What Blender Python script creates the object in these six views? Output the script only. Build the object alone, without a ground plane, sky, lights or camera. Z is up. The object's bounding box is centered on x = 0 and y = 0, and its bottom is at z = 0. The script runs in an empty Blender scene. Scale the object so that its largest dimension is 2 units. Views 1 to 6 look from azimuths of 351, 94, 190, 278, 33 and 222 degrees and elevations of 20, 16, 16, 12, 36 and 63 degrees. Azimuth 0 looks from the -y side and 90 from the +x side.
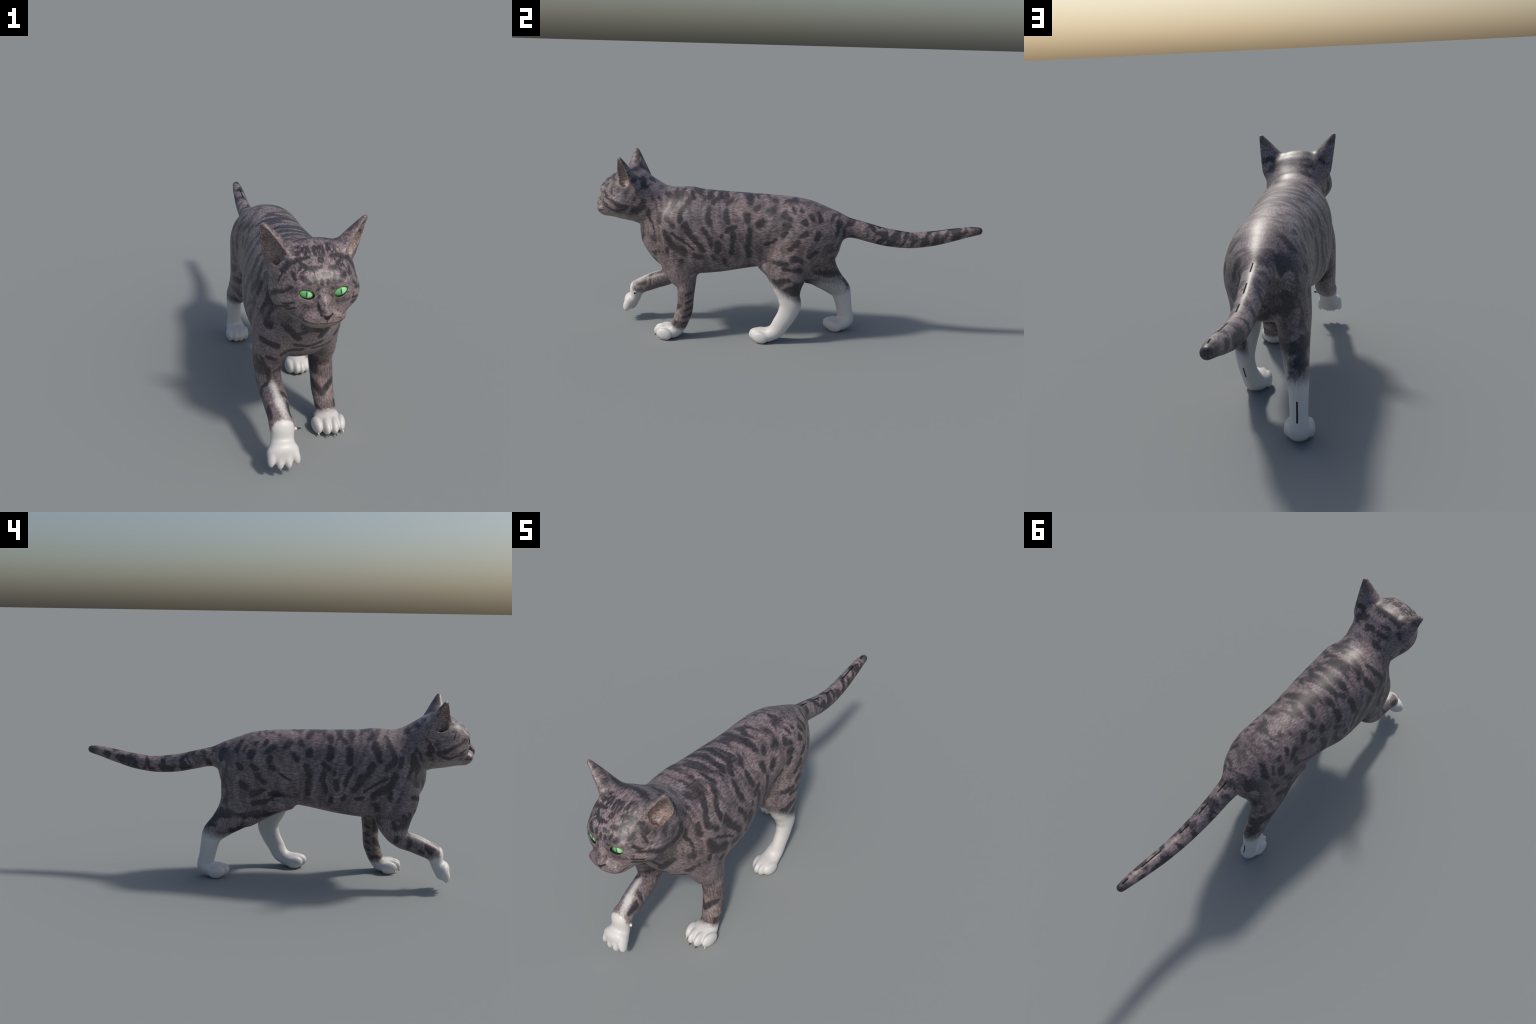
# A walking tabby cat with white feet and green eyes.
# The coat is ONE smooth surface: blended solids (lofted trunk, skull, swept limbs, toes, ears)
# are evaluated as a distance field, skinned, and then split into anatomical parts.
import bpy, math
import numpy as np
from mathutils import Vector, Matrix, Euler

# ------------------------------------------------------------------ helpers
def pchip(xs, ys):
    """Monotone cubic through control points (a profile curve)."""
    xs = np.asarray(xs, float); ys = np.asarray(ys, float)
    h = np.diff(xs); d = np.diff(ys) / h
    m = np.zeros_like(ys); m[0], m[-1] = d[0], d[-1]
    for i in range(1, len(xs) - 1):
        if d[i-1] * d[i] > 0:
            w1, w2 = 2*h[i] + h[i-1], h[i] + 2*h[i-1]
            m[i] = (w1 + w2) / (w1/d[i-1] + w2/d[i])
    def f(q):
        q = np.clip(q, xs[0], xs[-1])
        i = np.clip(np.searchsorted(xs, q, side='right') - 1, 0, len(h) - 1)
        t = (q - xs[i]) / h[i]
        return ((1 + 2*t)*(1-t)**2*ys[i] + t*(1-t)**2*h[i]*m[i]
                + t*t*(3-2*t)*ys[i+1] + t*t*(t-1)*h[i]*m[i+1])
    return f

def smin(a, b, k):
    if k <= 0:
        return np.minimum(a, b)
    h = np.maximum(k - np.abs(a - b), 0) / k
    return np.minimum(a, b) - h*h*k*0.25

def smax(a, b, k):
    return -smin(-a, -b, k)

class Loft:
    """Solid along y: sections are two half-superellipses (top and bottom halves share the widest line)."""
    def __init__(self, rows, n_top=2.0, n_bot=2.0, cx=None, shear=None, k=0.03):
        r = np.array(rows, float)
        self.y0, self.y1 = r[0, 0], r[-1, 0]
        self.zt, self.zb, self.w, self.zc = (pchip(r[:, 0], r[:, j]) for j in (1, 2, 3, 4))
        self.cx = pchip(*zip(*cx)) if cx else None
        self.shear = pchip(*zip(*shear)) if shear else None     # sideways lean of the lower half
        self.nt, self.k = n_top, k
        self.nb = pchip(*zip(*n_bot)) if isinstance(n_bot, list) else (lambda y: n_bot)
        wm = r[:, 3].max() + 0.02
        self.box = ((-wm - .02, self.y0, r[:, 2].min()), (wm + .02, self.y1, r[:, 1].max()))
    def __call__(self, X, Y, Z):
        y = Y
        w, zc = self.w(y), self.zc(y)
        ht, hb = self.zt(y) - zc, zc - self.zb(y)
        x = X - (self.cx(y) if self.cx else 0)
        z = Z - zc
        if self.shear: x = x - self.shear(y)*np.maximum(-z, 0)
        up = z > 0
        h = np.where(up, ht, hb); n = np.where(up, self.nt, self.nb(y))
        a = np.abs(x / w) + 1e-9; b = np.abs(z / h) + 1e-9
        s = a**n + b**n
        r = s**(1/n)
        g = s**(1/n - 1) * np.sqrt((a**(n-1)/w)**2 + (b**(n-1)/h)**2)
        d = (r - 1) / np.maximum(g, 1e-3)
        d = np.maximum(d, -np.minimum(w, h))
        return np.maximum(d, np.maximum(self.y0 - Y, Y - self.y1))

class Sweep:
    """Limb: nodes (x, y, z, half width across, half depth in the y-z plane)."""
    def __init__(self, nodes, k=0.03, sub=5):
        n = np.array(nodes, float)
        s = np.arange(len(n)); q = np.linspace(0, len(n)-1, (len(n)-1)*sub + 1)
        self.n = np.stack([pchip(s, n[:, j])(q) for j in range(5)], 1) if len(n) > 2 else n
        r = self.n[:, 3:].max(1)
        self.box = tuple((self.n[:, :3] - r[:, None]).min(0)), tuple((self.n[:, :3] + r[:, None]).max(0))
        self.k = k
    def __call__(self, X, Y, Z):
        best = None
        for p, q in zip(self.n[:-1], self.n[1:]):
            v = q[:3] - p[:3]
            t = np.clip(((X-p[0])*v[0] + (Y-p[1])*v[1] + (Z-p[2])*v[2]) / (v @ v + 1e-12), 0, 1)
            dx = X - p[0] - t*v[0]; dy = Y - p[1] - t*v[1]; dz = Z - p[2] - t*v[2]
            a = p[3] + t*(q[3]-p[3]); b = p[4] + t*(q[4]-p[4])
            e2 = (dx/a)**2 + (dy**2 + dz**2)/b**2
            r = np.sqrt(e2)
            g = np.sqrt((dx/a**2)**2 + (dy**2 + dz**2)/b**4) / np.maximum(r, 1e-6)
            d = np.where(r < .2, -0.8*np.minimum(a, b), (r - 1)/np.maximum(g, 1e-3))
            best = d if best is None else np.minimum(best, d)
        return best

class Blob:
    """Ellipsoid with optional rotation (Euler XYZ in degrees)."""
    def __init__(self, c, r, rot=(0, 0, 0), k=0.02, axes=None):
        self.c, self.r, self.k = np.array(c, float), np.array(r, float), k
        self.R = np.array(axes) if axes is not None else np.array(Euler([math.radians(a) for a in rot]).to_matrix()).T
        m = self.r.max()
        self.box = tuple(self.c - m), tuple(self.c + m)
    def __call__(self, X, Y, Z):
        d = (X - self.c[0], Y - self.c[1], Z - self.c[2])
        q = [self.R[i, 0]*d[0] + self.R[i, 1]*d[1] + self.R[i, 2]*d[2] for i in range(3)]
        k0 = np.sqrt(sum((q[i]/self.r[i])**2 for i in range(3)))
        k1 = np.sqrt(sum((q[i]/self.r[i]**2)**2 for i in range(3)))
        return k0*(k0 - 1)/np.maximum(k1, 1e-4)

class Cone:
    """Tapered spike or ear solid from base centre to tip; elliptical section with two given half axes."""
    def __init__(self, base, tip, u, ru, rv, tip_r=0.004, power=0.9, k=0.02, low=None):
        self.low = low
        self.b, self.t = np.array(base, float), np.array(tip, float)
        a = self.t - self.b; self.L = np.linalg.norm(a); self.a = a/self.L
        u = np.array(u, float); u -= self.a*(u @ self.a); self.u = u/np.linalg.norm(u)
        self.v = np.cross(self.a, self.u)
        self.ru, self.rv, self.tr, self.p, self.k = ru, rv, tip_r, power, k
        m = max(ru, rv)
        pts = np.array([self.b - m, self.b + m, self.t - .01, self.t + .01])
        self.box = tuple(pts.min(0)), tuple(pts.max(0))
    def __call__(self, X, Y, Z):
        d = (X - self.b[0], Y - self.b[1], Z - self.b[2])
        s = sum(d[i]*self.a[i] for i in range(3)); cu = sum(d[i]*self.u[i] for i in range(3)); cv = sum(d[i]*self.v[i] for i in range(3))
        f = np.clip(1 - s/self.L, 0, 1.6)**self.p
        A = self.tr + f*(self.ru - self.tr); B = self.tr + f*(self.rv - self.tr)
        r = np.sqrt((cu/A)**2 + (cv/B)**2)
        g = np.sqrt((cu/A**2)**2 + (cv/B**2)**2)/np.maximum(r, 1e-6)
        dd = np.where(r < .2, -.8*np.minimum(A, B), (r - 1)/np.maximum(g, 1e-3))
        dd = np.maximum(dd, s - self.L)*0.95
        return smax(dd, self.low - s, .05) if self.low is not None else dd

# ------------------------------------------------------------------ anatomy (metres, cat faces -y, its left is +x)
# trunk rows: y, top, bottom, half width, height of the widest line
torso = Loft([(-.768, .57, .53, .02, .555), (-.752, .63, .485, .072, .56), (-.73, .68, .447, .108, .565),
              (-.70, .730, .408, .130, .57), (-.66, .764, .370, .150, .575), (-.62, .780, .350, .165, .575), (-.55, .785, .340, .176, .575),
              (-.50, .788, .338, .179, .57), (-.43, .778, .343, .180, .56), (-.34, .774, .354, .176, .55), (-.22, .770, .370, .158, .575),
              (-.12, .767, .384, .145, .60), (-.02, .763, .395, .143, .615), (.06, .755, .398, .147, .61),
              (.13, .741, .400, .146, .585), (.20, .713, .406, .128, .575), (.25, .690, .430, .098, .585),
              (.275, .676, .475, .072, .60), (.295, .662, .545, .046, .61), (.32, .64, .58, .022, .61), (.335, .617, .603, .006, .61)],
             2.1, [(-.77, 2.2), (-.62, 2.3), (-.48, 3.0), (-.34, 3.0), (-.18, 2.4), (.35, 2.2)], cx=[(-.77, -.013), (-.62, -.008), (-.47, -.004), (-.3, -.002), (-.1, 0), (.35, 0)],
             shear=[(-.5, 0), (-.2, -.08), (0, -.12), (.12, -.05), (.2, 0)], k=.04)
neck_head = Loft([(-.968, .760, .715, .030, .74), (-.962, .785, .69, .056, .735), (-.950, .805, .66, .086, .73),
                  (-.925, .830, .630, .112, .725), (-.89, .852, .613, .129, .735), (-.85, .872, .605, .142, .735),
                  (-.80, .880, .597, .147, .735), (-.75, .861, .581, .141, .725), (-.70, .828, .563, .130, .70),
                  (-.65, .799, .53, .122, .67), (-.60, .765, .51, .105, .64), (-.54, .70, .54, .05, .62)], 2.3, 2.0, cx=[(-1, -.006), (-.82, -.007), (-.70, .004), (-.55, 0)], k=.035)
muzzle = Loft([(-.991, .682, .655, .022, .668), (-.984, .690, .643, .042, .664), (-.972, .699, .631, .058, .662),
               (-.95, .708, .622, .074, .664), (-.92, .715, .620, .084, .672),
               (-.88, .715, .63, .075, .68), (-.84, .70, .66, .03, .685)], 2.0, 2.3, cx=[(-1, -.006), (-.8, -.006)], k=.014)
bridge = Sweep([(-.006, -.925, .758, .030, .022), (-.006, -.955, .728, .021, .020), (-.006, -.975, .704, .0185, .018), (-.006, -.983, .690, .019, .0165), (-.006, -.981, .676, .012, .014)], k=.012)
tail = Sweep([(0, .17, .63, .080, .072), (-.002, .25, .622, .066, .062), (-.004, .30, .613, .054, .054), (-.006, .36, .604, .048, .048), (-.008, .43, .587, .045, .047), (-.009, .53, .566, .041, .046),
              (-.009, .63, .558, .038, .0425), (-.009, .73, .568, .035, .040), (-.008, .83, .590, .031, .0345),
              (-.007, .93, .615, .025, .0265), (-.006, .979, .6225, .0195, .0195)], k=.035)

def limb(nodes, k=.028): return Sweep(nodes, k)

fl = limb([(.100, -.56, .47, .055, .100), (.102, -.535, .37, .054, .082), (.101, -.508, .29, .050, .049), (.105, -.511, .20, .046, .042),
           (.107, -.517, .145, .045, .042), (.110, -.530, .11, .043, .042), (.113, -.547, .065, .041, .038), (.112, -.575, .036, .042, .034)])
fr = limb([(-.112, -.612, .46, .062, .108), (-.130, -.610, .375, .057, .092), (-.133, -.625, .295, .049, .060), (-.131, -.652, .258, .048, .046),
           (-.126, -.72, .234, .047, .046), (-.125, -.785, .206, .042, .043), (-.122, -.828, .188, .038, .032)])
fr_hand = limb([(-.122, -.826, .19, .038, .028), (-.124, -.838, .14, .043, .032), (-.130, -.866, .09, .054, .033)], .032)
hl = limb([(.090, .07, .54, .074, .125), (.100, .022, .42, .062, .110), (.106, .018, .335, .056, .082), (.112, .030, .26, .044, .058),
           (.115, .040, .215, .038, .056), (.115, .026, .165, .033, .050), (.113, -.004, .11, .032, .045), (.105, -.030, .065, .039, .042), (.100, -.07, .036, .044, .034)])
hr_web = Sweep([(-.080, -.085, .400, .050, .036), (-.083, -.020, .386, .050, .044), (-.086, .050, .354, .048, .046), (-.096, .12, .322, .044, .048)], k=.02)
hl_web = Sweep([(.065, -.105, .408, .040, .032), (.085, -.065, .382, .045, .034), (.100, -.025, .345, .045, .040)], k=.02)
hr = limb([(-.085, .12, .54, .075, .145), (-.097, .128, .43, .066, .134), (-.105, .180, .350, .057, .096), (-.117, .245, .284, .047, .068),
           (-.128, .301, .227, .040, .054), (-.131, .316, .175, .035, .046), (-.131, .328, .11, .033, .042), (-.129, .341, .06, .040, .040), (-.126, .315, .038, .045, .036)])

def toes(side, cx, y_tip, z0, ang=0, n=4, spread=.098, length=.042, fat=.0178, lift=.0305):
    """four toe pads fanned across a paw; middle toes reach further"""
    out = []
    for i in range(n):
        u = (i - 1.5)/1.5
        x = cx + u*spread*.5
        y = y_tip + length + .022*u*u
        out.append(Blob((x, y, z0 + lift + .004*(1-u*u)), (fat, length, .0315), (-8, 0, -u*9), k=.005))
    return out

paw_fl = [Blob((.110, -.597, .034), (.056, .062, .034), k=.02)] + toes(1, .110, -.679, 0)
paw_hl = [Blob((.098, -.105, .036), (.047, .062, .036), k=.02)] + toes(1, .098, -.176, 0, spread=.076)
paw_hr = [Blob((-.124, .285, .036), (.046, .062, .036), k=.02)] + toes(-1, -.124, .211, 0, spread=.076)
paw_fr = [fr_hand, Blob((-.128, -.868, .108), (.058, .030, .040), (20, 0, 0), k=.015)]
for i in range(4):
    u = (i - 1.5)/1.5
    paw_fr.append(Blob((-.127 + u*.042, -.882 + .006*u*u, .084 + .010*u*u), (.0165, .022, .037), (-14, -u*14, 0), k=.004))

class Ear:
    """Blunt cone grown from the skull, cut by the plane of its opening and hollowed to a shell."""
    def __init__(self, s):
        T = np.array((s*.1765 - .003, -.827, .951)); base = np.array((s*.092 - .003, -.800, .761))
        self.T, self.n = T, np.array((s*.69, -.62, -.36)); self.n /= np.linalg.norm(self.n)
        a = T - base; a -= self.n*(a @ self.n); a /= np.linalg.norm(a)
        b = np.cross(self.n, a)
        self.cone = Cone(base, T, b, .096, .084, .009, .90, low=.012)
        ax = (a, b, self.n)
        at = lambda d, off: T - a*d + self.n*off
        self.bowl = [Blob(at(.103, .004), (.060, .041, .036), axes=ax), Blob(at(.062, .004), (.047, .025, .020), axes=ax)]
        self.box, self.k = self.cone.box, .025
    def __call__(self, X, Y, Z):
        d = self.cone(X, Y, Z)
        h = (X - self.T[0])*self.n[0] + (Y - self.T[1])*self.n[1] + (Z - self.T[2])*self.n[2] - .004
        return smax(d, h, .008)
ears = [Ear(1), Ear(-1)]

skull = [neck_head, muzzle, bridge]
for s in (1, -1):
    skull.append(Blob((s*.095 - .006, -.838, .708), (.053, .080, .050), (0, 0, 0), k=.03))     # cheek
    skull.append(Blob((s*.036 - .006, -.958, .668), (.038, .028, .022), (0, 0, s*-15), k=.012))     # whisker pad
    skull.append(Blob((s*.050 - .003, -.932, .772), (.042, .028, .022), (-15, 0, s*-12), k=.02))     # brow
shoulder = [Blob((.108, -.56, .60), (.066, .09, .09), (0, 0, 0), k=.03), Blob((-.120, -.645, .475), (.064, .086, .125), (0, 0, 0), k=.03)]

groups = {'torso': [torso] + shoulder, 'head': skull, 'tail': [tail], 'ear.L': ears[:1], 'ear.R': ears[1:],
          'forelimb.L': [fl], 'forelimb.R': [fr], 'hindlimb.L': [hl, hl_web], 'hindlimb.R': [hr, hr_web],
          'paw.FL': paw_fl, 'paw.FR': paw_fr, 'paw.HL': paw_hl, 'paw.HR': paw_hr}

eye_sites = [(s, np.array((s*.0555 - .005, -.957, .7455))) for s in (1, -1)]
bowls = [b for e in ears for b in e.bowl]
sockets = [Blob(c, (.0250, .016, .0165), (0, s*-14, s*7)) for s, c in eye_sites]
# unlit inside of open slits, painted dark on tail top and hind shanks: (x, y) from above, (x, z) from behind
tail_seam = [((.003 - .012*(y - h - .3), y - h, 0), (.003 - .012*(y + h - .3), y + h, 0), .0058) for y, h in ((.352, .026), (.475, .028), (.60, .026), (.80, .055), (.950, .014))]
shank_seam = [((-.131, 0, .172), (-.130, 0, .100), .0040), ((.117, 0, .165), (.115, 0, .115), .0032)]

carve = [(b, .006) for b in bowls] + [(b, .003) for b in sockets]

# ------------------------------------------------------------------ field on a rectilinear grid, finer at the face and feet
def axis(segments):
    out = [segments[0][0]]
    for a, b, h in segments:
        n = max(1, round((b - a)/h)); out += list(a + (b - a)*(np.arange(n) + 1)/n)
    return np.array(out)
FINE = 1.0
gx = axis([(-.215, .215, .0024*FINE)])
gy = axis([(-1.012, -.74, .0022*FINE), (-.74, -.46, .0032*FINE), (-.46, 1.006, .0040*FINE)])
gz = axis([(-.006, .10, .0022*FINE), (.10, .58, .0036*FINE), (.58, .965, .0024*FINE)])
F = np.full((len(gx), len(gy), len(gz)), .06, np.float32)

def sub(box, pad):
    sl = []
    for g, lo, hi in zip((gx, gy, gz), box[0], box[1]):
        i = max(0, np.searchsorted(g, lo - pad) - 1); j = min(len(g), np.searchsorted(g, hi + pad) + 1)
        sl.append(slice(i, j))
    X = gx[sl[0]][:, None, None]; Y = gy[sl[1]][None, :, None]; Z = gz[sl[2]][None, None, :]
    return tuple(sl), X, Y, Z

for name, solids in groups.items():
    for s in solids:
        sl, X, Y, Z = sub(s.box, s.k + .01)
        F[sl] = smin(F[sl], np.minimum(s(X, Y, Z), .06).astype(np.float32), s.k)
for s, k in carve:
    sl, X, Y, Z = sub(s.box, .03)
    F[sl] = smax(F[sl], -s(X, Y, Z).astype(np.float32), k)
F = np.maximum(F, -gz[None, None, :].astype(np.float32) + .0005)   # soles stand flat on the ground

# ------------------------------------------------------------------ skin (surface nets)
def surface_nets(F, gx, gy, gz):
    S = F < 0
    nx, ny, nz = F.shape
    cnt = np.zeros((nx-1, ny-1, nz-1), np.int8)
    for i in (0, 1):
        for j in (0, 1):
            for k in (0, 1):
                cnt += S[i:nx-1+i, j:ny-1+j, k:nz-1+k]
    act = (cnt > 0) & (cnt < 8)
    ci = np.argwhere(act)
    idx = np.full(act.shape, -1, np.int32); idx[act] = np.arange(len(ci))
    acc = np.zeros((len(ci), 3)); m = np.zeros(len(ci))
    for ax in range(3):
        for a in (0, 1):
            for b in (0, 1):
                o = np.zeros(3, int); o[(ax+1) % 3] = a; o[(ax+2) % 3] = b
                p = ci + o; q = p.copy(); q[:, ax] += 1
                f0 = F[p[:, 0], p[:, 1], p[:, 2]].astype(float); f1 = F[q[:, 0], q[:, 1], q[:, 2]].astype(float)
                c = (f0 < 0) != (f1 < 0)
                t = np.where(c, f0/np.where(c, f0 - f1, 1), 0)
                P = np.stack([gx[p[:, 0]], gy[p[:, 1]], gz[p[:, 2]]], 1)
                Q = np.stack([gx[q[:, 0]], gy[q[:, 1]], gz[q[:, 2]]], 1)
                acc += np.where(c[:, None], P + (Q - P)*t[:, None], 0); m += c
    V = acc/m[:, None]
    quads = []
    for ax in range(3):
        s0 = [slice(None)]*3; s1 = [slice(None)]*3
        s0[ax] = slice(0, -1); s1[ax] = slice(1, None)
        A, B = S[tuple(s0)], S[tuple(s1)]
        e = np.argwhere(A != B)
        inside = A[e[:, 0], e[:, 1], e[:, 2]]
        b1, b2 = (ax+1) % 3, (ax+2) % 3
        ok = (e[:, b1] > 0) & (e[:, b2] > 0) & (e[:, b1] < F.shape[b1]-1) & (e[:, b2] < F.shape[b2]-1)
        e, inside = e[ok], inside[ok]
        def cell(d1, d2):
            c = e.copy(); c[:, b1] -= d1; c[:, b2] -= d2
            return idx[c[:, 0], c[:, 1], c[:, 2]]
        q = np.stack([cell(1, 1), cell(0, 1), cell(0, 0), cell(1, 0)], 1)
        q[~inside] = q[~inside][:, ::-1]
        quads.append(q)
    return V, np.concatenate(quads)

V, Q = surface_nets(F, gx, gy, gz)
E0 = np.concatenate([Q[:, [0, 1]], Q[:, [1, 2]], Q[:, [2, 3]], Q[:, [3, 0]]])
deg = np.bincount(E0.ravel(), minlength=len(V))[:, None]
def relax(V, f):
    acc = np.zeros_like(V)
    for c in range(3):
        acc[:, c] = np.bincount(E0[:, 0], V[E0[:, 1], c], len(V)) + np.bincount(E0[:, 1], V[E0[:, 0], c], len(V))
    return V + f*(acc/deg - V)
for _ in range(4):
    V = relax(V, .55); V = relax(V, -.56)
del F

# ------------------------------------------------------------------ materials
class Nodes:
    """Tiny expression layer over a shader node tree."""
    def __init__(self, tree): self.t = tree
    def new(self, kind, **props):
        n = self.t.nodes.new(kind)
        for k, v in props.items(): setattr(n, k, v)
        return n
    def put(self, sock, v):
        if isinstance(v, bpy.types.NodeSocket): self.t.links.new(v, sock)
        elif v is not None:
            if sock.type == 'RGBA' and len(v) == 3: v = (*v, 1)
            sock.default_value = v
    def m(self, op, a, b=None, c=None, clamp=False):
        n = self.new('ShaderNodeMath', operation=op, use_clamp=clamp)
        for i, v in enumerate((a, b, c)):
            if v is not None: self.put(n.inputs[i], v)
        return n.outputs[0]
    def add(self, a, b): return self.m('ADD', a, b)
    def sub(self, a, b): return self.m('SUBTRACT', a, b)
    def mul(self, *a):
        r = a[0]
        for b in a[1:]: r = self.m('MULTIPLY', r, b)
        return r
    def inv(self, a): return self.m('SUBTRACT', 1.0, a)
    def mx(self, *a):
        r = a[0]
        for b in a[1:]: r = self.m('MAXIMUM', r, b)
        return r
    def step(self, v, lo, hi, a=0.0, b=1.0):
        """smooth ramp of v from a (at lo) to b (at hi); lo may exceed hi"""
        n = self.new('ShaderNodeMapRange', interpolation_type='SMOOTHSTEP')
        if lo > hi: lo, hi, a, b = hi, lo, b, a
        for i, q in enumerate((v, lo, hi, a, b)): self.put(n.inputs[i], q)
        return n.outputs[0]
    def vec(self, x, y, z):
        n = self.new('ShaderNodeCombineXYZ')
        for i, v in enumerate((x, y, z)): self.put(n.inputs[i], v)
        return n.outputs[0]
    def vm(self, op, a, b=None):
        n = self.new('ShaderNodeVectorMath', operation=op)
        self.put(n.inputs[0], a)
        if b is not None: self.put(n.inputs[1], b)
        return n.outputs['Value' if op in ('LENGTH', 'DOT_PRODUCT', 'DISTANCE') else 'Vector']
    def noise(self, v, scale=1.0, detail=2.0, rough=.5, distort=0.0, color=False):
        n = self.new('ShaderNodeTexNoise', noise_dimensions='3D')
        self.put(n.inputs['Vector'], v); self.put(n.inputs['Scale'], scale); self.put(n.inputs['Detail'], detail)
        self.put(n.inputs['Roughness'], rough); self.put(n.inputs['Distortion'], distort)
        return n.outputs['Color' if color else 'Fac']
    def mix(self, f, a, b):
        n = self.new('ShaderNodeMix', data_type='RGBA')
        self.put(n.inputs[0], f); self.put(n.inputs[6], a); self.put(n.inputs[7], b)
        return n.outputs[2]
    def lerp(self, f, a, b):
        n = self.new('ShaderNodeMix', data_type='FLOAT')
        self.put(n.inputs[0], f); self.put(n.inputs[2], a); self.put(n.inputs[3], b)
        return n.outputs[0]
    def stroke(self, P, a, b, w, soft=.5, under=0.0):
        """1 on a brush mark from a to b (half width w), fading to 0 at its rim; laid over the mask 'under'"""
        n = self.new('ShaderNodeGroup'); n.node_tree = stroke_group()
        for i, v in enumerate((P, a, b)): self.put(n.inputs[i], v)
        n.inputs[3].default_value = w; n.inputs[4].default_value = soft
        self.put(n.inputs[5], under)
        return n.outputs[0]
    def strokes(self, P, marks, soft=.5):
        """many brush marks, one laid over the other"""
        r = 0.0
        for a, b, w in marks: r = self.stroke(P, a, b, w, soft, r)
        return r

def stroke_group():
    g = bpy.data.node_groups.get('brush_mark')
    if g: return g
    g = bpy.data.node_groups.new('brush_mark', 'ShaderNodeTree')
    for nm in ('P', 'A', 'B'): g.interface.new_socket(nm, in_out='INPUT', socket_type='NodeSocketVector')
    for nm in ('Width', 'Soft', 'Under'): g.interface.new_socket(nm, in_out='INPUT', socket_type='NodeSocketFloat')
    g.interface.new_socket('Mask', in_out='OUTPUT', socket_type='NodeSocketFloat')
    k = Nodes(g); i = g.nodes.new('NodeGroupInput'); o = g.nodes.new('NodeGroupOutput')
    tiny = k.mul(i.outputs[5], 1e-9)          # keeps the marks in sequence
    pa = k.vm('SUBTRACT', k.vm('ADD', i.outputs[0], k.vec(tiny, tiny, tiny)), i.outputs[1]); ba = k.vm('SUBTRACT', i.outputs[2], i.outputs[1])
    t = k.m('DIVIDE', k.vm('DOT_PRODUCT', pa, ba), k.m('ADD', k.vm('DOT_PRODUCT', ba, ba), 1e-7), clamp=True)
    sc = k.new('ShaderNodeVectorMath', operation='SCALE'); k.put(sc.inputs[0], ba); k.put(sc.inputs['Scale'], t)
    d = k.vm('DISTANCE', pa, sc.outputs[0])
    r = k.m('DIVIDE', d, i.outputs[3])
    e = k.m('DIVIDE', k.m('SUBTRACT', 1.0, r), i.outputs[4], clamp=True)
    g.links.new(k.mx(k.step(e, 0.0, 1.0), i.outputs[5]), o.inputs[0])
    return g

FUR, FUR_COOL, FUR_WARM, DARK = (.182, .142, .147), (.140, .120, .138), (.205, .155, .152), (.024, .020, .023)
WHITE, CHIN, PINK = (.58, .565, .55), (.26, .225, .195), (.30, .215, .195)
SHEEN_ROUGH = .46

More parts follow.
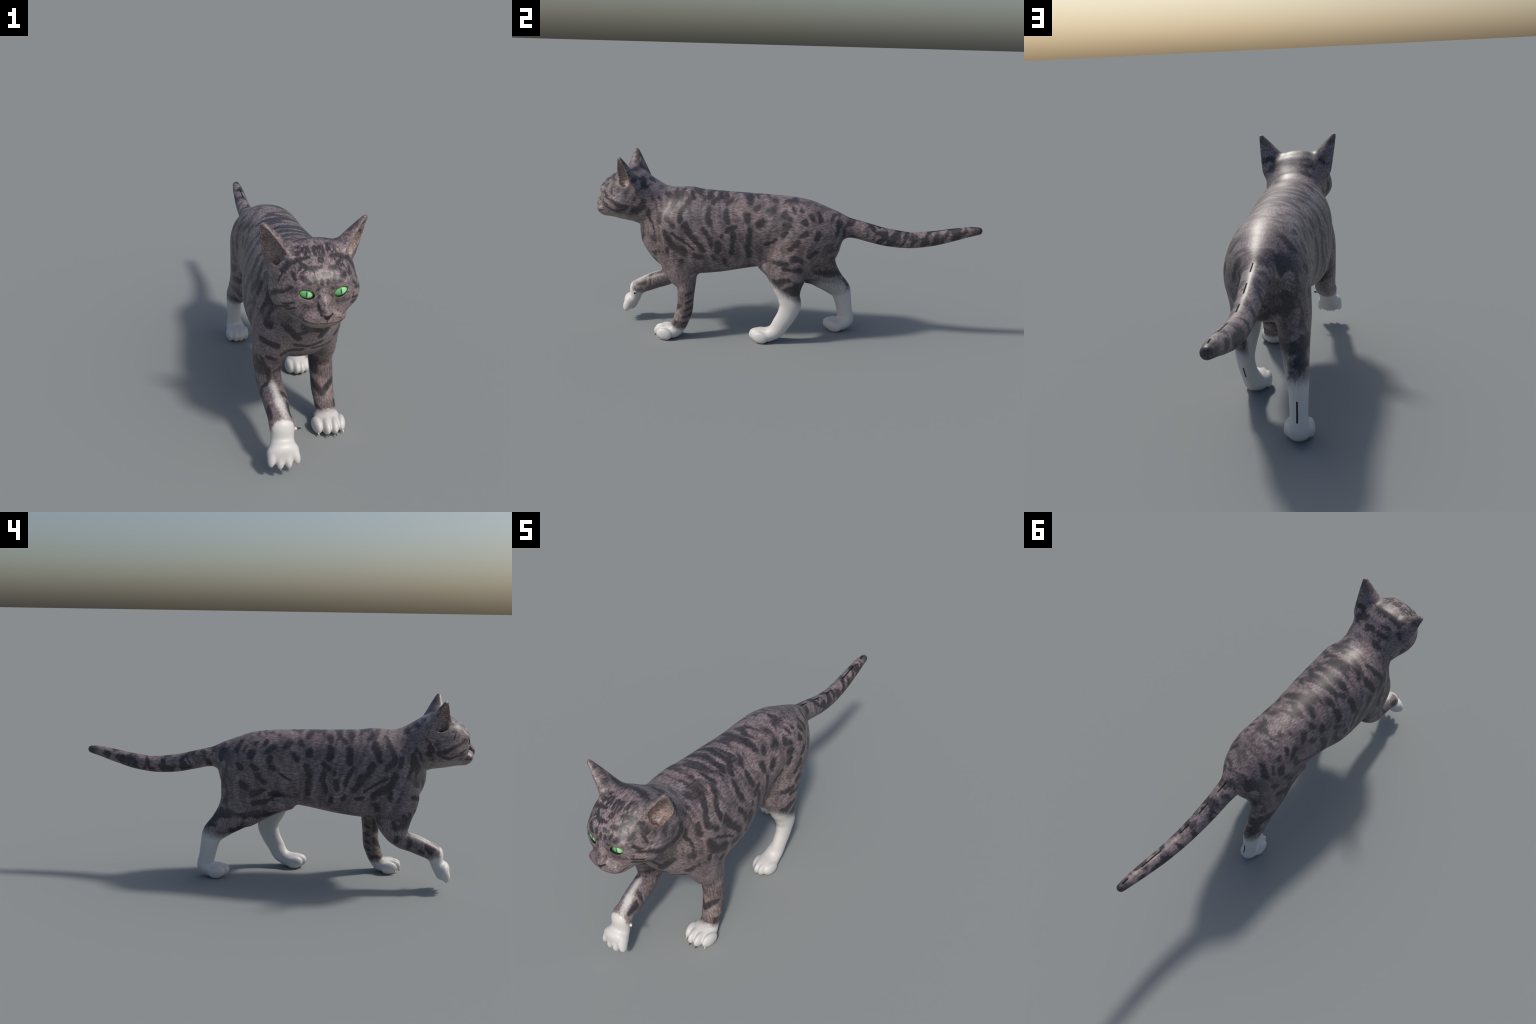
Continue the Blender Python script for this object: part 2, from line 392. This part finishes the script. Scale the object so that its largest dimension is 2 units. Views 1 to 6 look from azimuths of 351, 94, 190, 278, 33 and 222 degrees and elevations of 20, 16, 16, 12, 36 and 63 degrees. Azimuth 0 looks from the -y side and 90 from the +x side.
# flank markings, mirrored on both sides: each is a brush mark from (y, z) to (y, z) with a half width
FLANK = (
    (-0.638, 0.663, -0.631, 0.631, 0.0132), (-0.555, 0.757, -0.571, 0.716, 0.0133), (-0.571, 0.716, -0.599, 0.672, 0.0117),
    (-0.600, 0.665, -0.561, 0.619, 0.0132), (-0.500, 0.728, -0.522, 0.684, 0.0146), (-0.522, 0.684, -0.532, 0.650, 0.0131),
    (-0.500, 0.635, -0.481, 0.598, 0.0145), (-0.481, 0.598, -0.446, 0.560, 0.0174), (-0.446, 0.546, -0.404, 0.504, 0.0130),
    (-0.491, 0.772, -0.471, 0.751, 0.0118), (-0.386, 0.762, -0.394, 0.753, 0.0117), (-0.330, 0.763, -0.366, 0.733, 0.0117),
    (-0.382, 0.697, -0.382, 0.641, 0.0188), (-0.406, 0.611, -0.378, 0.564, 0.0115), (-0.378, 0.564, -0.370, 0.531, 0.0121),
    (-0.330, 0.542, -0.330, 0.506, 0.0138), (-0.362, 0.473, -0.352, 0.457, 0.0122), (-0.290, 0.696, -0.286, 0.653, 0.0159),
    (-0.282, 0.749, -0.286, 0.737, 0.0152), (-0.250, 0.624, -0.291, 0.604, 0.0115), (-0.318, 0.588, -0.318, 0.578, 0.0092),
    (-0.258, 0.584, -0.258, 0.553, 0.0167), (-0.266, 0.535, -0.270, 0.484, 0.0104), (-0.194, 0.682, -0.190, 0.664, 0.0172),
    (-0.182, 0.588, -0.188, 0.472, 0.0149), (-0.565, 0.578, -0.510, 0.538, 0.0087), (-0.510, 0.538, -0.454, 0.499, 0.0076),
    (-0.603, 0.581, -0.571, 0.524, 0.0190), (-0.571, 0.524, -0.510, 0.477, 0.0204), (-0.644, 0.502, -0.628, 0.459, 0.0089),
    (-0.587, 0.499, -0.587, 0.459, 0.0088), (-0.446, 0.466, -0.426, 0.456, 0.0131), (-0.298, 0.453, -0.299, 0.439, 0.0105),
    (-0.516, 0.438, -0.526, 0.409, 0.0153), (-0.182, 0.758, -0.186, 0.751, 0.0177), (-0.086, 0.711, -0.073, 0.708, 0.0209),
    (-0.146, 0.722, -0.150, 0.717, 0.0143), (-0.106, 0.656, -0.127, 0.640, 0.0189), (-0.005, 0.694, 0.023, 0.675, 0.0157),
    (0.003, 0.637, 0.011, 0.639, 0.0195), (-0.174, 0.608, -0.182, 0.564, 0.0151), (0.003, 0.603, -0.013, 0.591, 0.0132),
    (0.102, 0.605, 0.087, 0.591, 0.0151), (0.163, 0.600, 0.155, 0.586, 0.0158), (0.071, 0.560, 0.035, 0.520, 0.0126),
    (-0.045, 0.567, -0.090, 0.535, 0.0079), (0.039, 0.474, 0.080, 0.463, 0.0146), (-0.051, 0.445, 0.011, 0.449, 0.0147),
    (-0.001, 0.419, 0.082, 0.412, 0.0121), (-0.042, 0.340, 0.027, 0.354, 0.0129), (0.038, 0.717, 0.043, 0.709, 0.0120),
    (0.082, 0.715, 0.086, 0.708, 0.0111), (0.168, 0.700, 0.180, 0.668, 0.0127), (0.129, 0.693, 0.139, 0.675, 0.0107),
    (0.098, 0.662, 0.107, 0.651, 0.0138), (0.127, 0.488, 0.159, 0.510, 0.0134), (0.263, 0.651, 0.264, 0.622, 0.0130),
)

def coat_material(name, white=None, extra=None, inner_ear=False, flank=True):
    m = bpy.data.materials.new(name); m.use_nodes = True
    t = m.node_tree; k = Nodes(t); bsdf = t.nodes['Principled BSDF']
    P = k.new('ShaderNodeTexCoord').outputs['Object']
    warp = k.vm('SUBTRACT', k.noise(P, 9.0, 2, color=True), (.5, .5, .5))
    fray = k.vm('SUBTRACT', k.noise(k.vm('MULTIPLY', P, (110, 45, 110)), 1.0, 2, color=True), (.5, .5, .5))
    W = k.vm('ADD', P, k.vm('MULTIPLY', warp, (.03, .05, .05)))
    W = k.vm('ADD', W, k.vm('MULTIPLY', fray, (.014, .026, .014)))
    sx = k.new('ShaderNodeSeparateXYZ'); k.put(sx.inputs[0], P); x, y, z = sx.outputs
    sw = k.new('ShaderNodeSeparateXYZ'); k.put(sw.inputs[0], W); wx, wy, wz = sw.outputs
    ax0 = k.m('ABSOLUTE', x)
    # regions
    leg = k.step(z, .42, .33)
    head = k.step(k.add(y, k.mul(k.sub(z, .65), -.35)), -.70, -.74)
    rear = k.step(y, -.35, .08)
    tailm = k.step(y, .30, .38)
    # hair grain
    gt = k.noise(k.vm('MULTIPLY', k.vm('ADD', P, k.vm('MULTIPLY', warp, (.03, .03, .03))), (170, 42, 170)), 1.0, 2.5, .65)
    gl = k.noise(k.vm('MULTIPLY', P, (170, 170, 42)), 1.0, 2.5, .65)
    grain = k.lerp(leg, gt, gl)
    hairy = k.mul(k.sub(grain, .5), .34)
    # rings round the trunk: slanting back below on the shoulder, forward on the thigh, broken into spots to the rear
    slant = k.lerp(rear, .20, -.25)
    u = k.add(wy, k.mul(slant, k.sub(wz, .58)))
    brk = k.lerp(rear, 8.0, 14.0); brk = k.lerp(tailm, brk, 17.0)
    ring = k.noise(k.vec(k.mul(wx, brk), k.mul(u, k.lerp(rear, 34.0, 28.0)), k.mul(k.sub(wz, .58), brk)), 1.0, 1.5, .45)
    ragged = k.mul(k.sub(k.noise(k.vm('MULTIPLY', W, (34, 30, 34)), 1.0, 2), .5), .20)
    trunk = k.step(k.add(k.add(ring, ragged), k.mul(hairy, .4)), .43, .58)
    vor = k.new('ShaderNodeTexVoronoi', feature='SMOOTH_F1'); k.put(vor.inputs['Vector'], k.vec(k.mul(wx, 15.0), k.mul(u, 18.0), k.mul(wz, 13.0)))
    vor.inputs['Scale'].default_value = 1.0; vor.inputs['Smoothness'].default_value = .25; vor.inputs['Randomness'].default_value = .9
    spots = k.step(k.add(vor.outputs['Distance'], k.mul(ragged, 2.2)), .50, .30)
    trunk = k.mx(trunk, k.mul(spots, k.step(y, .05, .15), k.inv(tailm), .6))
    # legs: bars across the limb
    lim = k.noise(k.vec(k.mul(wx, 9.0), k.mul(k.add(wy, k.mul(wz, .25)), 10.0), k.mul(wz, 24.0)), 1.0, 1.5, .45)
    bars = k.step(lim, .42, .56)
    if flank:
        S2 = k.vec(0.0, k.add(y, k.mul(k.sub(wy, y), .9)), k.add(z, k.mul(k.sub(wz, z), .8)))
        field = k.strokes(S2, [((0, a, b), (0, c, d), w*2.3) for a, b, c, d, w in FLANK], 1.0)
        rough_edge = k.add(k.mul(k.sub(ring, .5), .85), k.mul(ragged, 1.3))
        own = k.step(k.add(k.add(k.mul(field, .70), rough_edge), hairy), .12, .60)
        trunk = k.mx(own, k.mul(trunk, k.mx(k.mul(k.step(z, .705, .755), .9), k.step(y, .13, .28), k.step(y, -.60, -.68), .46)))
    # breast: cross bars seen from the front
    breast = k.mul(k.step(y, -.60, -.70), k.step(z, .60, .53))
    chest = k.strokes(k.vec(ax0, 0.0, k.add(z, k.mul(k.sub(wz, z), .5))), [((a, 0, b), (c, 0, d), w) for a, b, c, d, w in (
        (.150, .62, .142, .54, .026), (.092, .548, .040, .487, .020), (.166, .480, .115, .458, .018), (.0, .525, .06, .505, .014),
        (.175, .37, .11, .338, .020), (.02, .425, .098, .418, .014), (.115, .60, .07, .585, .014), (.05, .455, .0, .44, .012), (.12, .40, .15, .41, .013))], .9)
    chest = k.step(k.add(k.mul(chest, .62), k.add(k.mul(ragged, 1.3), hairy)), .05, .42)
    trunk = k.lerp(breast, trunk, chest)
    # head: meandering lines on the crown, smudges elsewhere
    ax = k.m('ABSOLUTE', k.add(x, .003))
    crown = k.mul(k.step(z, .785, .815), k.step(ax, .115, .07), k.step(y, -.80, -.86))
    mean = k.noise(k.vec(k.mul(ax, 24.0), k.mul(wy, 16.0), k.mul(wz, 34.0)), 1.0, 1.0, .4, .6)
    swirl = k.mul(k.step(k.m('ABSOLUTE', k.sub(mean, .5)), .085, .025), k.step(k.noise(P, 26, 1), .30, .46))
    smudge = k.mul(k.step(k.noise(k.vec(k.mul(wx, 16), k.mul(wy, 22.0), k.mul(wz, 16)), 1.0, 2), .50, .66), .7)
    nape = k.step(y, -.85, -.78)
    smudge_n = k.step(k.noise(k.vec(k.mul(wx, 14), k.mul(k.add(wy, k.mul(wz, -.5)), 24.0), k.mul(wz, 12)), 1.0, 2), .42, .60)
    headp = k.lerp(crown, k.lerp(nape, smudge, smudge_n), swirl)
    S = k.vec(ax, k.add(y, k.mul(k.sub(wy, y), .35)), k.add(z, k.mul(k.sub(wz, z), .35)))   # mirrored marks
    Sy, Sz = k.add(y, k.mul(k.sub(wy, y), .35)), k.add(z, k.mul(k.sub(wz, z), .35))
    side = k.vec(0.0, Sy, Sz); face = k.vec(ax, 0.0, Sz)                                # seen from the side, seen from the front
    cheek = k.strokes(side, [((0, *a), (0, *b), w) for a, b, w in (
        ((-.915, .745), (-.881, .733), .010), ((-.881, .733), (-.845, .708), .015), ((-.845, .708), (-.805, .700), .022),
        ((-.928, .700), (-.885, .683), .008), ((-.885, .683), (-.860, .672), .010), ((-.860, .672), (-.81, .690), .014),
        ((-.735, .605), (-.70, .66), .017), ((-.70, .66), (-.685, .695), .014), ((-.885, .80), (-.878, .765), .008), ((-.80, .60), (-.785, .64), .012))], .75)
    cheek = k.mul(cheek, k.step(ax, .075, .10))
    brow = k.strokes(face, [((a, 0, b), (c, 0, d), w) for a, b, c, d, w in (
        (.122, .800, .100, .826, .011), (.100, .826, .062, .842, .010), (.062, .842, .036, .846, .008), (.068, .832, .045, .820, .010), (.045, .820, .022, .820, .010),
        (.070, .797, .050, .785, .014), (.033, .797, .030, .788, .012), (.010, .790, .010, .780, .011), (.094, .806, .092, .794, .011), (.020, .767, .028, .761, .009),
        (.021, .742, .024, .736, .007), (.012, .852, .016, .862, .010), (.030, .858, .040, .866, .009), (.104, .765, .118, .750, .009), (.100, .715, .125, .705, .008), (.095, .695, .118, .684, .007))], .75)
    brow = k.mul(brow, k.step(y, -.82, -.87))
    headp = k.mx(headp, cheek, brow)
    dark = k.lerp(head, k.lerp(leg, trunk, k.mx(bars, own) if flank else bars), headp)
    dark = k.mul(dark, k.inv(k.mul(k.stroke(S, (.04, .385, .615), (.035, .375, .59), .035, .8), .9)))      # pale patch at the tail root
    dark = k.mul(dark, k.inv(k.stroke(S, (.158, -.112, .500), (.157, -.05, .505), .024, .9)))      # pale fold over the knee
    dark = k.mul(dark, k.inv(k.mul(k.stroke(S, (.150, -.51, .38), (.146, -.48, .31), .026, .9), .8)))
    dark = k.mx(dark, k.mul(k.step(y, .93, .965), .85))
    if extra: dark = extra(k, S, P, dark)
    hue = k.noise(P, 5.0, 2)
    col = k.mix(k.step(hue, .35, .65), FUR_COOL, FUR_WARM)
    col = k.mix(.5, col, FUR)
    col = k.mix(k.step(k.noise(W, 14, 2), .50, .72, 0, .35), col, (.26, .225, .22))
    col = k.mix(k.step(k.noise(k.vm('MULTIPLY', W, (12, 20, 12)), 1.0, 3, .6), .46, .66, 0, k.lerp(head, .26, .16)), col, (.070, .056, .062))
    # warm pale chin, lips and throat
    chin = k.mul(k.step(k.add(z, k.mul(k.sub(wz, z), .5)), .672, .640), k.step(y, -.70, -.76), k.step(z, .555, .59))
    col = k.mix(k.mul(chin, .8), col, CHIN)
    dark = k.mul(dark, k.inv(k.mul(chin, .55)))
    col = k.mix(k.mul(dark, .93), col, DARK)
    if inner_ear:
        rim = k.noise(k.vm('MULTIPLY', P, (60, 60, 25)), 1.0, 3)
        col = k.mix(k.step(rim, .35, .65), PINK, (.23, .19, .18))
        col = k.mix(k.mul(k.step(z, .835, .79), k.step(k.noise(P, 40), .35, .55)), col, (.085, .055, .05))
    grain_amt = k.step(grain, .28, .74, .50, 1.62)
    if white:
        wmask = white(k, x, k.add(y, k.mul(k.sub(wy, y), .5)), k.add(z, k.mul(k.sub(wz, z), .5)), S)
        wcol = k.mix(k.step(k.noise(P, 16, 2), .55, .75, 0, .35), WHITE, (.47, .43, .41))
        col = k.mix(wmask, col, wcol)
        grain_amt = k.lerp(wmask, grain_amt, 1.0)
    hsv = k.new('ShaderNodeHueSaturation'); k.put(hsv.inputs['Color'], col); k.put(hsv.inputs['Value'], grain_amt)
    col = hsv.outputs['Color']
    if name == 'face_coat':
        # nostrils and lip line
        nose = k.mx(*[k.stroke(S, a, b, w, .6) for a, b, w in (((.005, -.998, .677), (.0, -.998, .672), .011), ((.010, -.997, .680), (.019, -.990, .684), .0058))])
        muz = k.step(y, -.925, -.95)
        lip = k.mul(k.strokes(face, [((a, 0, b), (c, 0, d), w) for a, b, c, d, w in ((.0, .668, .0, .650, .0035), (.0, .648, .022, .652, .0042), (.030, .650, .052, .655, .0042), (.060, .657, .080, .664, .0055), (.050, .676, .062, .678, .0025), (.040, .668, .046, .669, .0025))], .8), muz)
        col = k.mix(k.mul(k.step(Sz, .664, .648), muz, .75), col, (.225, .165, .140))
        col = k.mix(k.mul(k.stroke(face, (.035, 0, .690), (.055, 0, .68), .026, 1.0), muz, .35), col, (.075, .055, .065))
        col = k.mix(k.mul(lip, .8), col, (.05, .032, .030))
        col = k.mix(nose, col, (.012, .010, .010))
    seam = k.mx(k.mul(k.strokes(k.vec(x, y, 0.0), tail_seam, .85), k.step(z, .578, .588)), k.mul(k.strokes(k.vec(x, 0.0, z), shank_seam, .5), k.step(k.add(y, k.mul(x, 1.15)), .15, .17)))
    col = k.mix(seam, col, (.010, .009, .010))
    k.put(bsdf.inputs['Specular IOR Level'], k.mul(k.inv(seam), .5))
    k.put(bsdf.inputs['Base Color'], col)
    bsdf.inputs['Roughness'].default_value = SHEEN_ROUGH
    bump = k.new('ShaderNodeBump'); k.put(bump.inputs['Height'], grain)
    bump.inputs['Strength'].default_value = .12; bump.inputs['Distance'].default_value = .002
    if not white: k.put(bsdf.inputs['Normal'], bump.outputs[0])
    return m

def plain(name, col, rough=.5):
    m = bpy.data.materials.new(name); m.use_nodes = True
    k = Nodes(m.node_tree); b = m.node_tree.nodes['Principled BSDF']
    P = k.new('ShaderNodeTexCoord').outputs['Object']
    k.put(b.inputs['Base Color'], k.mix(k.noise(P, 60, 2), col, tuple(c*.8 for c in col)))
    b.inputs['Roughness'].default_value = rough
    return m

def white_hind_left(k, x, y, z, S):
    line = k.step(k.add(z, k.mul(k.sub(y, .02), .65)), .305, .245)
    return k.m('MAXIMUM', line, k.mul(k.step(x, .105, .085), k.step(z, .385, .345)))
def white_hind_right(k, x, y, z, S):
    line = k.step(k.sub(z, k.mul(k.sub(y, .30), .15)), .262, .200)
    return k.m('MAXIMUM', line, k.mul(k.step(x, -.105, -.09), k.step(z, .345, .25), k.step(y, .10, .2), .65))
def white_fore_left(k, x, y, z, S):
    return k.step(k.add(z, k.mul(k.add(y, .545), .25)), .074, .046)
def white_fore_right(k, x, y, z, S):
    hand = k.step(k.add(z, k.mul(k.add(y, .83), .5)), .194, .160)
    blaze = k.mx(k.mul(k.stroke(S, (.128, -.70, .290), (.118, -.79, .258), .023, 1.0), .75), k.mul(k.stroke(S, (.120, -.77, .262), (.103, -.86, .19), .024, .8), .85))
    return k.mx(hand, blaze, k.step(y, -.84, -.852))
def bars_fore(k, S, P, dark):
    """chevron on the front of the standing foreleg, bars behind"""
    q = k.new('ShaderNodeSeparateXYZ'); k.put(q.inputs[0], S)
    F = k.vec(q.outputs[0], 0.0, q.outputs[2]); L = k.vec(0.0, q.outputs[1], q.outputs[2])
    front = k.mul(k.strokes(F, [((a, 0, b), (c, 0, d), w) for a, b, c, d, w in ((.062, .186, .098, .142, .022), (.098, .142, .142, .190, .022), (.062, .30, .072, .235, .030), (.062, .10, .095, .066, .012), (.15, .08, .15, .10, .010))], .7), k.step(q.outputs[1], -.505, -.525))
    back = k.mul(k.strokes(L, [((0, a, b), (0, c, d), w) for a, b, c, d, w in ((-.478, .26, -.50, .25, .014), (-.476, .215, -.50, .205, .012), (-.48, .175, -.505, .165, .013), (-.482, .135, -.52, .125, .016), (-.50, .095, -.53, .088, .011))], .8), k.step(q.outputs[1], -.535, -.51))
    return k.mx(k.mul(dark, .5), front, back)
def spots_fore(k, S, P, dark):
    """round spots on the outer side of the raised foreleg, bars on its front"""
    q = k.new('ShaderNodeSeparateXYZ'); k.put(q.inputs[0], S)
    F = k.vec(q.outputs[0], q.outputs[1], 0.0); L = k.vec(0.0, q.outputs[1], q.outputs[2])
    out = k.mul(k.strokes(L, [((0, a, b), (0, c, d), w) for a, b, c, d, w in ((-.635, .275, -.63, .255, .021), (-.696, .255, -.692, .238, .022), (-.748, .212, -.765, .200, .017), (-.785, .222, -.80, .200, .019), (-.66, .385, -.69, .36, .022), (-.61, .35, -.62, .32, .020))], .7), k.step(q.outputs[0], .135, .15))
    top = k.mul(k.strokes(F, [((a, b, 0), (c, d, 0), w) for a, b, c, d, w in ((.175, -.690, .140, -.690, .014), (.125, -.735, .085, -.745, .015), (.085, -.77, .085, -.82, .012), (.160, -.775, .158, -.82, .012))], .7), k.step(q.outputs[2], .20, .22))
    return k.mx(k.mul(dark, k.step(q.outputs[2], .29, .35, .3, 1.0)), out, top)

coat = coat_material('tabby_coat')
face_coat = coat_material('face_coat', flank=False)
inner_ear_skin = coat_material('inner_ear_skin', inner_ear=True, flank=False)
limb_coats = {'FL': coat_material('tabby_coat_front_left', white_fore_left, bars_fore), 'FR': coat_material('tabby_coat_front_right', white_fore_right, spots_fore),
              'HL': coat_material('tabby_coat_hind_left', white_hind_left), 'HR': coat_material('tabby_coat_hind_right', white_hind_right)}
lid = plain('dark_lid_rim', (.012, .010, .010), .5)
claw_white = plain('pale_claw', (.66, .63, .60), .4)
claw_dark = plain('dark_claw', (.035, .030, .030), .35)

def eye_material():
    m = bpy.data.materials.new('green_cat_eye'); m.use_nodes = True
    t = m.node_tree; k = Nodes(t); b = t.nodes['Principled BSDF']
    P = k.new('ShaderNodeTexCoord').outputs['Object']
    sp = k.new('ShaderNodeSeparateXYZ'); k.put(sp.inputs[0], P); x, y, z = sp.outputs
    r = k.m('SQRT', k.add(k.mul(x, x, 1/.0250**2), k.mul(z, z, 1/.0165**2)))
    col = k.mix(k.step(k.add(x, k.mul(k.sub(k.noise(P, 200, 2), .5), .006)), -.003, .004), (.11, .42, .17), (.32, .74, .36))  # catchlight painted into the iris: +x half lighter green
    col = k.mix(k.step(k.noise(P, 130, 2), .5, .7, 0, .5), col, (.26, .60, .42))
    col = k.mix(k.step(k.add(r, k.mul(k.sub(k.noise(P, 260, 1), .5), .2)), .62, .86, 0, .85), col, (.17, .40, .04))
    col = k.mix(k.step(k.m('ABSOLUTE', x), .0042, .0020, 0, .6), col, (.13, .17, .02))
    tilt = k.new('ShaderNodeAttribute', attribute_type='OBJECT', attribute_name='["tilt"]').outputs['Fac']
    xs = k.sub(x, k.mul(tilt, z, .25))
    slit = k.add(k.m('ABSOLUTE', xs), k.mul(k.m('ABSOLUTE', z), .09))
    col = k.mix(k.step(slit, .0021, .0013), col, (.006, .005, .004))
    col = k.mix(k.step(r, .87, .95), col, (.008, .008, .007))
    k.put(b.inputs['Base Color'], col)
    b.inputs['Roughness'].default_value = .22
    return m
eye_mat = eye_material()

# ------------------------------------------------------------------ build objects
root = bpy.data.objects.new('cat', None)
bpy.context.scene.collection.objects.link(root)
root['label'] = 'walking grey tabby cat, dark stripes, white feet, green eyes'
root['category'] = 'cat'

def add(name, verts, faces, mat, parent=root, smooth=True, normals=None):
    me = bpy.data.meshes.new(name)
    verts = np.asarray(verts, np.float32); faces = np.asarray(faces, np.int32)
    n = faces.shape[1]
    me.vertices.add(len(verts)); me.vertices.foreach_set('co', verts.ravel())
    me.loops.add(faces.size); me.loops.foreach_set('vertex_index', faces.ravel())
    me.polygons.add(len(faces)); me.polygons.foreach_set('loop_start', np.arange(0, faces.size, n, dtype=np.int32))
    me.update(calc_edges=True); me.validate()
    me.polygons.foreach_set('use_smooth', np.full(len(me.polygons), smooth)); me.update()
    if normals is not None:
        me.normals_split_custom_set_from_vertices([tuple(q) for q in normals])
    me.materials.append(mat)
    ob = bpy.data.objects.new(name, me); ob.parent = parent
    bpy.context.scene.collection.objects.link(ob)
    return ob

# whole-body normals
P = V[Q]
fn = np.cross(P[:, 2] - P[:, 0], P[:, 3] - P[:, 1])
N = np.zeros_like(V)
for c in range(3):
    N[:, c] = sum(np.bincount(Q[:, j], fn[:, c], len(V)) for j in range(4))
N /= np.maximum(np.linalg.norm(N, axis=1, keepdims=True), 1e-12)

# label every face by the solid it belongs to
C = P.mean(1)
names = list(groups)
at = (C[:, 0], C[:, 1], C[:, 2])
D = np.stack([np.min([s(*at) for s in groups[g]], axis=0) for g in names], 1)
lab = D.argmin(1)
near = lambda solids, tol: np.min([s(*at) for s in solids], axis=0) < tol
extra_names = ['neck', 'inner_ear.L', 'inner_ear.R', 'eyelid']
HEAD, TORSO = names.index('head'), names.index('torso')
front = C[:, 1] - .35*(C[:, 2] - .65)
lab[(lab == HEAD) & (front > -.72)] = len(names)
lab[near(ears[0].bowl, .0035) & (C[:, 0] > 0)] = len(names) + 1
lab[near(ears[1].bowl, .0035) & (C[:, 0] < 0)] = len(names) + 2
lab[near(sockets, .0008) & (C[:, 1] < -.9)] = len(names) + 3
names += extra_names

mats = {'head': face_coat, 'inner_ear.L': inner_ear_skin, 'inner_ear.R': inner_ear_skin, 'eyelid': lid,
        'forelimb.L': limb_coats['FL'], 'forelimb.R': limb_coats['FR'], 'hindlimb.L': limb_coats['HL'], 'hindlimb.R': limb_coats['HR'],
        'paw.FL': limb_coats['FL'], 'paw.FR': limb_coats['FR'], 'paw.HL': limb_coats['HL'], 'paw.HR': limb_coats['HR']}
nested = {'inner_ear.L': 'ear.L', 'inner_ear.R': 'ear.R', 'eyelid': 'head',
          'paw.FL': 'forelimb.L', 'paw.FR': 'forelimb.R', 'paw.HL': 'hindlimb.L', 'paw.HR': 'hindlimb.R'}
built = {}
for g, name in enumerate(names):
    f = Q[lab == g]
    if not len(f): continue
    used, inv = np.unique(f, return_inverse=True)
    built[name] = add(name.split('.')[0], V[used], inv.reshape(f.shape), mats.get(name, coat), built.get(nested.get(name), root), normals=N[used])

# eyes: glossy balls behind the lids
def ball(r, nu=48, nv=32):
    th = np.linspace(0, np.pi, nv); ph = np.linspace(0, 2*np.pi, nu, endpoint=False)
    v = [(r*math.sin(a)*math.cos(b), r*math.sin(a)*math.sin(b), r*math.cos(a)) for a in th for b in ph]
    f = [(i*nu + j, (i+1)*nu + j, (i+1)*nu + (j+1) % nu, i*nu + (j+1) % nu) for i in range(nv-1) for j in range(nu)]
    return v, f
bv, bf = ball(1.0)
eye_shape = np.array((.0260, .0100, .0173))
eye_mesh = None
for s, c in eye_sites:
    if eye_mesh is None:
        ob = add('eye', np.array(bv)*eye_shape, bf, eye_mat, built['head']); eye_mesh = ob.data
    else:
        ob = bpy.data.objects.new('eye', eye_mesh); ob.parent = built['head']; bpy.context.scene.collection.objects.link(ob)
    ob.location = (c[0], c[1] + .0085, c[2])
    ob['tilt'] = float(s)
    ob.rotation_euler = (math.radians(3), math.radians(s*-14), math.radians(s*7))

# claws: small curved cones at the toe tips, hooked dew claws on the forelegs
def claw_mesh(name, mat, n=10, m=8):
    v, f = [], []
    for i in range(m + 1):
        t = i/m; r = .0085*(1 - t)**.75 + .0004
        for j in range(n):
            a = 2*math.pi*j/n
            v.append((r*.8*math.cos(a), -.020*t, r*math.sin(a) - .005*t*t))
    f = [(i*n + j, i*n + (j+1) % n, (i+1)*n + (j+1) % n, (i+1)*n + j) for i in range(m) for j in range(n)]
    ob = add(name, v, f, mat); me = ob.data
    bpy.data.objects.remove(ob)
    return me
claw_me, dew_me = claw_mesh('claw', claw_white), claw_mesh('dew_claw', claw_dark)
def place(me, name, parent, loc, rot, sc=1.0):
    ob = bpy.data.objects.new(name, me); ob.parent = parent
    ob.location = loc; ob.rotation_euler = [math.radians(a) for a in rot]; ob.scale = (sc,)*3
    bpy.context.scene.collection.objects.link(ob)
for i in range(4):
    u = (i - 1.5)/1.5
    place(claw_me, 'claw', built['forelimb.R'], (-.127 + u*.046, -.890 + .008*u*u, .064 + .012*u*u), (75, 0, -u*10), 1.15)
    place(dew_me if i in (1, 2) else claw_me, 'claw', built['forelimb.L'], (.110 + u*.050, -.670 + .022*u*u, .014), (18, 0, -u*9), .45)
for key, (lx, ly, lz), rot in (('forelimb.R', (-.086, -.826, .168), (-10, 0, 85)), ('forelimb.L', (.068, -.550, .046), (30, 0, 80))):
    place(claw_me, 'claw', built[key], (lx, ly, lz), rot, 1.25)
    d = Euler([math.radians(a) for a in rot]).to_matrix() @ Vector((0, -.020, -.003))
    place(dew_me, 'dew_claw', built[key], (lx + d.x, ly + d.y, lz + d.z), rot, .7)
